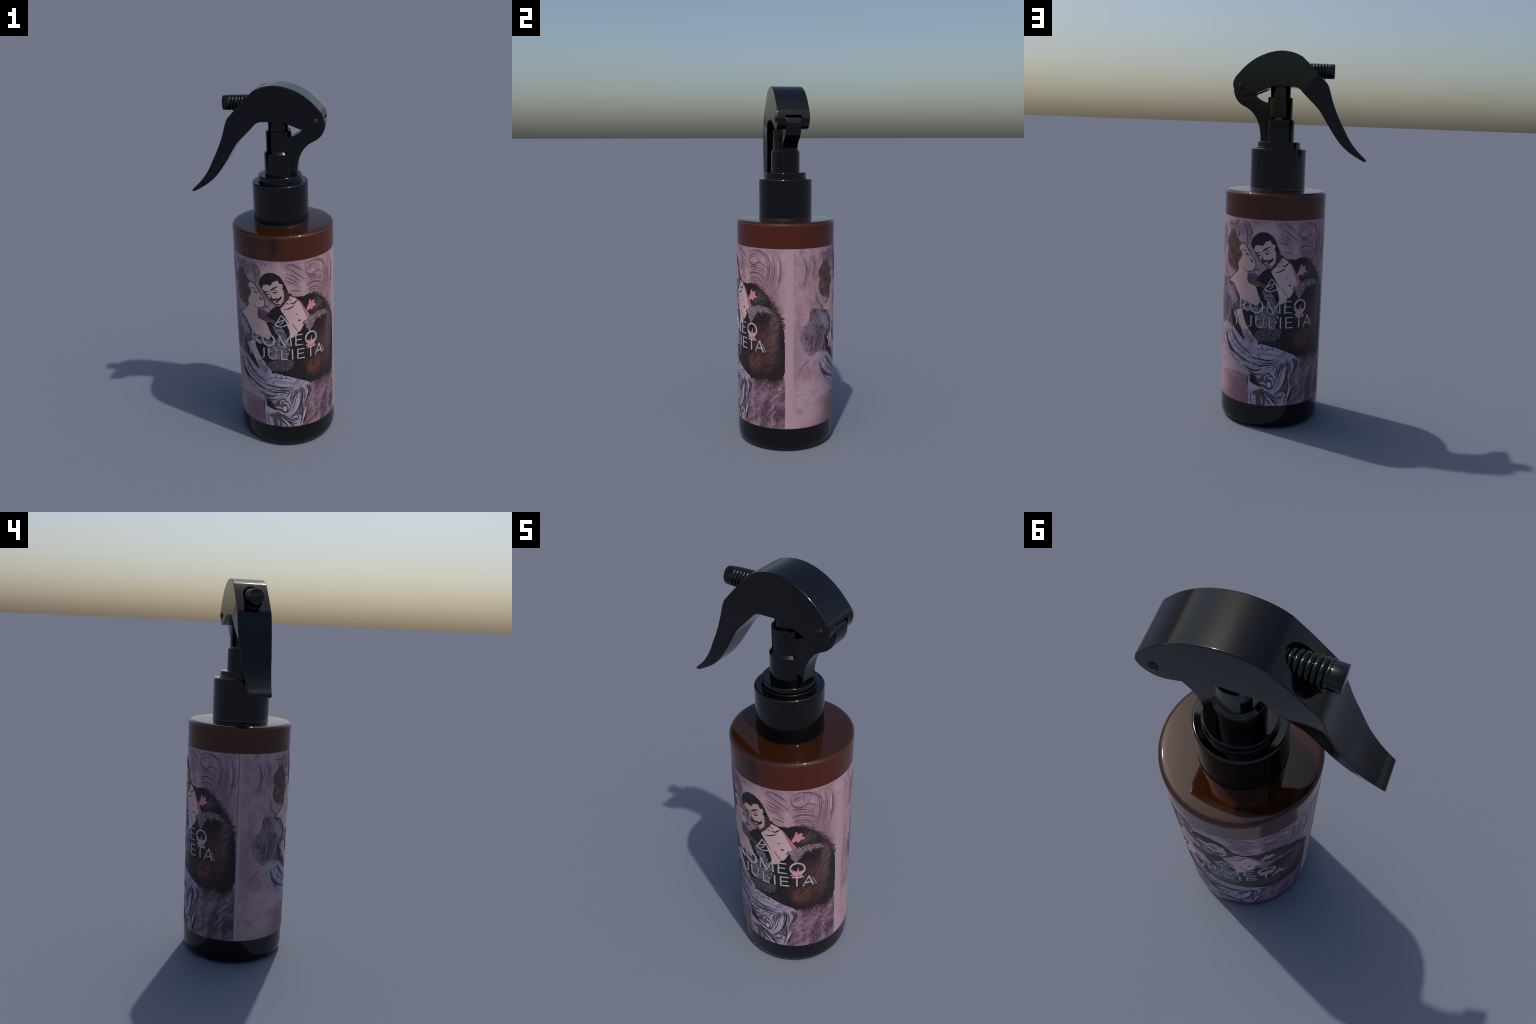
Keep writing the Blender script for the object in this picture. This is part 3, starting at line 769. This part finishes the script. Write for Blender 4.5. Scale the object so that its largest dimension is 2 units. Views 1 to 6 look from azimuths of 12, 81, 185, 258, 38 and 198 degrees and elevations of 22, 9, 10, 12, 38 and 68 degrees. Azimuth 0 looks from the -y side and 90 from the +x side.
patch('printed_fold', [(-0.065, 0.204), (-0.014, 0.232), (0.008, 0.168), (-0.004, 0.128), (-0.042, 0.128), (-0.044, 0.180)], M_dusk, 6, rag=0.001)
patch('printed_fold', [(0.123, 0.300), (0.099, 0.235), (0.064, 0.203), (0.096, 0.213), (0.121, 0.199), (0.128, 0.250)], M_dusk, 6)
patch('printed_fold', [(0.150, 0.394), (0.166, 0.352), (0.152, 0.316), (0.135, 0.262), (0.150, 0.300), (0.174, 0.336), (0.172, 0.385)], M_dusk, 6)
strokes('fold_line', [(0.004, (-0.243, 0.455), (-0.208, 0.420), (-0.160, 0.397), (-0.120, 0.380), (-0.080, 0.368), (-0.03, 0.372)),
                      (0.004, (-0.215, 0.52), (-0.17, 0.47), (-0.11, 0.43), (-0.06, 0.405)), (0.003, (-0.25, 0.52), (-0.21, 0.47), (-0.15, 0.425), (-0.09, 0.40)),
                      (0.003, (-0.275, 0.50), (-0.25, 0.44), (-0.21, 0.39), (-0.15, 0.36)),
                      (0.009, (-0.117, 0.353), (-0.081, 0.331), (-0.043, 0.329), (-0.014, 0.346)), (0.005, (-0.117, 0.339), (-0.082, 0.318), (-0.040, 0.307), (-0.01, 0.312)),
                      (0.005, (-0.041, 0.381), (-0.002, 0.370), (0.053, 0.380), (0.081, 0.391)), (0.004, (-0.09, 0.372), (-0.03, 0.358), (0.03, 0.362), (0.07, 0.375)),
                      (0.004, (0.080, 0.377), (0.044, 0.344), (0.036, 0.326)), (0.004, (0.092, 0.372), (0.060, 0.335), (0.052, 0.30)),
                      (0.005, (0.104, 0.379), (0.079, 0.332), (0.062, 0.266)), (0.004, (0.098, 0.36), (0.086, 0.32), (0.072, 0.26), (0.05, 0.225)),
                      (0.008, (0.113, 0.397), (0.126, 0.343), (0.116, 0.295), (0.093, 0.239), (0.056, 0.201)),
                      (0.006, (0.150, 0.391), (0.162, 0.352), (0.153, 0.318), (0.131, 0.272)), (0.005, (0.176, 0.384), (0.170, 0.336)),
                      (0.005, (0.124, 0.271), (0.125, 0.228), (0.105, 0.132)), (0.004, (0.155, 0.246), (0.135, 0.190), (0.115, 0.132)),
                      (0.005, (-0.018, 0.217), (0.016, 0.169), (0.035, 0.132)), (0.005, (-0.006, 0.223), (0.040, 0.174), (0.070, 0.132)),
                      (0.004, (0.002, 0.220), (0.05, 0.168), (0.09, 0.150)), (0.006, (0.013, 0.215), (0.056, 0.180), (0.108, 0.178)),
                      (0.005, (0.062, 0.197), (0.082, 0.185), (0.10, 0.196), (0.092, 0.21)), (0.004, (-0.07, 0.20), (-0.075, 0.16), (-0.06, 0.132)),
                      (0.004, (-0.052, 0.44), (-0.03, 0.452), (0.0, 0.445), (0.03, 0.452), (0.07, 0.44)), (0.006, (-0.095, 0.403), (-0.04, 0.394), (0.02, 0.39), (0.07, 0.397)),
                      (0.004, (-0.02, 0.476), (-0.018, 0.45)), (0.004, (0.005, 0.47), (0.012, 0.446)), (0.004, (0.035, 0.463), (0.04, 0.442)),
                      (0.004, (-0.095, 0.425), (-0.088, 0.408)), (0.005, (-0.04, 0.42), (-0.038, 0.404)), (0.004, (-0.03, 0.42), (-0.028, 0.404))], M_line, 8)
folds = [((-0.243, 0.455), (-0.208, 0.420), (-0.160, 0.397), (-0.120, 0.380), (-0.080, 0.368)), ((-0.215, 0.52), (-0.17, 0.47), (-0.11, 0.43), (-0.06, 0.415)),
         ((0.104, 0.379), (0.079, 0.332), (0.062, 0.266)), ((0.113, 0.385), (0.120, 0.343), (0.112, 0.300)), ((0.125, 0.385), (0.138, 0.34), (0.132, 0.30)),
         ((0.092, 0.372), (0.060, 0.335), (0.052, 0.30)), ((-0.06, 0.350), (-0.01, 0.352), (0.05, 0.362)), ((-0.018, 0.210), (0.016, 0.165), (0.032, 0.140)),
         ((0.005, 0.212), (0.045, 0.172), (0.075, 0.140)), ((0.148, 0.232), (0.135, 0.190), (0.122, 0.142)), ((-0.27, 0.50), (-0.245, 0.44), (-0.20, 0.40)),
         ((-0.115, 0.525), (-0.095, 0.51), (-0.075, 0.515)), ((-0.105, 0.505), (-0.08, 0.49), (-0.06, 0.495))]
rnd3 = random.Random(9)
fine = []
for l in folds:
    for k in range(5):
        du, dv = rnd3.uniform(-0.010, 0.010), rnd3.uniform(-0.010, 0.010)
        fine.append((rnd3.uniform(0.0010, 0.0020),) + tuple((u + du + rnd3.uniform(-.002, .002), v + dv) for u, v in l))
strokes('fold_line', fine, M_line, 7.5, n=3)
glint = [(0.005, (-0.20, 0.50), (-0.15, 0.452), (-0.10, 0.42)), (0.006, (0.088, 0.345), (0.078, 0.30), (0.070, 0.262)), (0.007, (0.103, 0.33), (0.100, 0.29), (0.085, 0.245)),
         (0.006, (-0.075, 0.347), (-0.03, 0.343), (0.02, 0.355)), (0.007, (0.000, 0.198), (0.035, 0.158), (0.052, 0.138)), (0.008, (0.140, 0.235), (0.128, 0.190), (0.116, 0.142)),
         (0.005, (-0.014, 0.185), (-0.012, 0.160), (-0.009, 0.137)), (0.006, (0.070, 0.192), (0.085, 0.198), (0.093, 0.190))]
strokes('skirt_highlight', glint, M_white, 7.8, n=4)
strokes('floor_line', [(0.005, (-0.21, 0.298), (-0.15, 0.296), (-0.096, 0.287)), (0.004, (-0.405, 0.44), (-0.37, 0.50), (-0.33, 0.525))], M_hatch, 3)

# ---- background drapery lines
bg = [((0.044, 1.111), (0.093, 1.080), (0.155, 1.029)), ((0.050, 1.073), (0.092, 1.052), (0.136, 1.018)), ((0.049, 1.050), (0.085, 1.034), (0.122, 1.015)),
      ((0.051, 1.021), (0.085, 1.016), (0.122, 0.997)), ((0.070, 0.978), (0.104, 0.974), (0.128, 0.963)), ((0.051, 1.119), (0.081, 1.124), (0.114, 1.106), (0.138, 1.085)),
      ((0.160, 1.105), (0.163, 1.062), (0.177, 1.050), (0.205, 1.048), (0.236, 1.061), (0.276, 1.034)), ((0.158, 1.027), (0.181, 1.036), (0.222, 1.032), (0.245, 1.011)),
      ((0.161, 0.961), (0.184, 0.973), (0.221, 0.974), (0.259, 0.951)), ((0.163, 1.083), (0.190, 1.102), (0.232, 1.106)), ((-0.133, 1.131), (-0.106, 1.101), (-0.085, 1.057)),
      ((-0.155, 1.130), (-0.127, 1.082), (-0.113, 1.045)), ((-0.067, 1.128), (-0.055, 1.112)), ((-0.123, 1.072), (-0.115, 1.004)),
      ((0.165, 1.115), (0.20, 1.128), (0.25, 1.12), (0.29, 1.08)), ((0.16, 0.99), (0.19, 1.005), (0.235, 1.0), (0.27, 0.975)), ((0.17, 1.015), (0.20, 1.02), (0.24, 1.016)),
      ((0.28, 1.12), (0.295, 1.05), (0.288, 0.96)), ((0.31, 1.11), (0.325, 1.04), (0.31, 0.95)), ((0.345, 1.10), (0.352, 1.02), (0.34, 0.92)),
      ((-0.18, 1.12), (-0.21, 1.10), (-0.27, 1.105)), ((-0.33, 1.10), (-0.31, 1.05), (-0.32, 0.98)), ((-0.38, 1.10), (-0.36, 1.02), (-0.38, 0.93)),
      ((-0.30, 0.90), (-0.28, 0.84), (-0.24, 0.80)), ((-0.095, 1.09), (-0.10, 1.04)), ((-0.04, 0.87), (-0.07, 0.885)), ((-0.05, 0.88), (-0.075, 0.868))]
strokes('drapery_line', [(0.0040,) + l for l in bg], M_soft_line, 1)
rnd = random.Random(21)
hatch = []
for l in bg:
    for k in range(5):
        du, dv = rnd.uniform(-0.012, 0.012), rnd.uniform(-0.018, 0.018)
        hatch.append((rnd.uniform(0.0010, 0.0019),) + tuple((u + du + rnd.uniform(-0.003, 0.003), min(v + dv, 1.134)) for u, v in l))
for k in range(70):      # short pencil marks across the background
    u0, v0 = rnd.choice([(rnd.uniform(0.20, 0.37), rnd.uniform(0.93, 1.12)), (rnd.uniform(-0.42, -0.29), rnd.uniform(0.55, 1.12))])
    a = math.radians(rnd.uniform(70, 115)); L = rnd.uniform(0.02, 0.07)
    hatch.append((rnd.uniform(0.0009, 0.0018), (u0, v0), (u0 + L * .5 * math.cos(a) + .004, min(v0 + L * .5 * math.sin(a), 1.134)),
                  (u0 + L * math.cos(a), min(v0 + L * math.sin(a), 1.135))))
strokes('pencil_hatching', hatch, M_hatch, 1, n=3)

# fur strands, drawn singly
fur_d, fur_l = [], []
for k in range(260):
    u0, v0 = rnd.uniform(0.16, 0.375), rnd.uniform(0.15, 0.41)
    a = math.radians(rnd.uniform(-75, -15) + 40 * math.sin(v0 * 25)); L = rnd.uniform(0.012, 0.035)
    (fur_d if rnd.random() < .35 + (u0 - .16) * 3.2 else fur_l).append((rnd.uniform(0.0012, 0.0024), (u0, v0),
        (u0 + L * .5 * math.cos(a), max(v0 + L * .5 * math.sin(a) - .002, .137)), (u0 + L * math.cos(a), max(v0 + L * math.sin(a), .137))))
for k in range(60):
    t = rnd.random(); u0, v0 = 0.155 + 0.13 * t, 0.803 + 0.012 * math.sin(3 * t) + rnd.uniform(-.008, .012)
    a = math.radians(rnd.uniform(-105, -60) + 45 * t); L = rnd.uniform(0.015, 0.05)
    (fur_d if rnd.random() < .5 else fur_l).append((rnd.uniform(0.0015, 0.0028), (u0, v0), (u0 + L * .5 * math.cos(a) + .003, v0 + L * .5 * math.sin(a)),
        (u0 + L * math.cos(a), v0 + L * math.sin(a))))
strokes('fur_strand', fur_d, M_fur_dark, 4, n=3)
strokes('fur_strand', fur_l, M_fur_light, 4.5, n=3)
edge = []            # dark strands feathering the outline of the coat
rim = resample(catmull([(0.165, 0.94), (0.204, 0.939), (0.243, 0.915), (0.279, 0.880), (0.300, 0.850), (0.345, 0.780), (0.370, 0.72)], 6), 150)
for k in range(2, 148):
    d = (rim[k + 1] - rim[k - 1]).normalized(); nrm = Vector((-d.y, d.x))
    p = rim[k] - nrm * rnd.uniform(0.002, 0.010)
    e = (d * rnd.uniform(0.2, 1.0) + nrm * rnd.uniform(0.25, 0.8)).normalized() * rnd.uniform(0.012, 0.036)
    edge.append((rnd.uniform(0.0015, 0.003), tuple(p), tuple(p + e * .5 + d * .002), tuple(p + e)))
low = resample(catmull([(0.199, 0.398), (0.261, 0.404), (0.325, 0.402), (0.372, 0.437)], 6), 60)
for k in [i for i in range(1, 59) for _ in (0, 1)]:
    p = low[k] + Vector((rnd.uniform(-.003, .003), 0.008)); e = Vector((rnd.uniform(-0.6, 0.6), -1)).normalized() * rnd.uniform(0.012, 0.042)
    edge.append((rnd.uniform(0.0015, 0.003), tuple(p), tuple(p + e * .5), tuple(p + e)))
strokes('fur_strand', edge, M_coat_edge, 3.5, n=3)

# ---- emblem and lettering
strokes('emblem', [(0.006, (0.019, 0.834), (0.002, 0.801), (-0.015, 0.775)), (0.006, (0.019, 0.834), (0.037, 0.813), (0.055, 0.780)),
                   (0.006, (-0.015, 0.776), (0.017, 0.766), (0.056, 0.781)), (0.005, (-0.004, 0.788), (0.016, 0.800), (0.036, 0.808)),
                   (0.005, (0.010, 0.779), (0.026, 0.790), (0.030, 0.800))], M_white, 11, taper=False, kind=None)

def ring(cu, cv, ru, rv, n=20):
    return tuple((cu + ru * math.sin(2 * math.pi * k / n), cv + rv * math.cos(2 * math.pi * k / n)) for k in range(n + 1))
T, S = 0.0070, 0.0044      # thick and thin strokes of the lettering
L1 = (0.648, 0.715); L2 = (0.566, 0.628)
def letter(lines, mat=M_white, layer=11):
    bm = bmesh.new()
    for l in lines:
        ribbon(bm, l[1:], l[0], taper=False, smooth=len(l) > 6, n=2)
    add_piece(to_shell(bm, layer), 'letter', mat)
b, t = L1
letter([(T, (-0.153, b), (-0.153, t)), (S, (-0.153, t - .003), (-0.135, t - .002), (-0.121, t - .010), (-0.118, t - .022), (-0.127, t - .033), (-0.150, t - .037)),
        (T, (-0.140, t - .036), (-0.107, b))])
letter([(0.0078,) + ring(-0.055, 0.681, 0.033, 0.034)])
letter([(S, (0.002, b), (0.006, t)), (T, (0.005, t), (0.035, b)), (S, (0.035, b), (0.064, t)), (T, (0.064, t), (0.069, b))])
letter([(T, (0.094, b), (0.094, t)), (S, (0.094, t - .003), (0.132, t - .003)), (S, (0.094, 0.683), (0.126, 0.683)), (S, (0.094, b + .003), (0.134, b + .003))])
letter([(0.0078,) + ring(0.182, 0.682, 0.033, 0.035)])
b, t = L2
letter([(T, (-0.201, t), (-0.178, 0.598)), (S, (-0.152, t), (-0.178, 0.598)), (T, (-0.178, 0.600), (-0.178, b))])
letter([(T, (-0.084, t), (-0.084, b + .010)), (S, (-0.084, b + .012), (-0.088, b + .003), (-0.098, b))])
letter([(T, (-0.057, t), (-0.057, 0.590)), (S, (-0.057, 0.592), (-0.053, 0.577), (-0.042, 0.568), (-0.030, 0.567), (-0.019, 0.576), (-0.015, 0.592)), (S, (-0.015, 0.590), (-0.015, t))])
letter([(T, (0.016, t), (0.016, b)), (S, (0.016, b + .003), (0.048, b + .003))])
letter([(T, (0.074, t), (0.074, b))])
letter([(T, (0.103, b), (0.103, t)), (S, (0.103, t - .003), (0.141, t - .003)), (S, (0.103, 0.598), (0.136, 0.598)), (S, (0.103, b + .003), (0.143, b + .003))])
letter([(S, (0.155, t - .003), (0.200, t - .003)), (T, (0.178, t), (0.178, b))])
letter([(S, (0.206, b), (0.234, t)), (T, (0.234, t), (0.256, b)), (S, (0.216, 0.586), (0.247, 0.586))])
letter([(T, (0.252, 0.612), (0.272, b))], M_faint, 10)

# ---- second panel: same print, half a turn round the bottle
back = PANEL.copy()
bpy.context.scene.collection.objects.link(back)
back.parent = root
back.location = PANEL.location
back.rotation_euler = (0, 0, math.pi)
back.material_slots[0].link = 'OBJECT'
back.material_slots[0].material = paper_back
for ob in pieces[1:]:
    c = ob.copy()
    bpy.context.scene.collection.objects.link(c)
    c.parent = back
# overlap seam of the label: thin raised edge
bm = bmesh.new()
bm.faces.new([bm.verts.new(p) for p in ((0.3806, Z0 + .001, 0), (0.3828, Z0 + .001, 0), (0.3828, Z1 - .001, 0), (0.3806, Z1 - .001, 0))])
seam = child(to_shell(bm, 2), 'label_seam', M_soft_line, parent=back, at=(AX, 0, 0))
seam.location = (0, 0, 0)
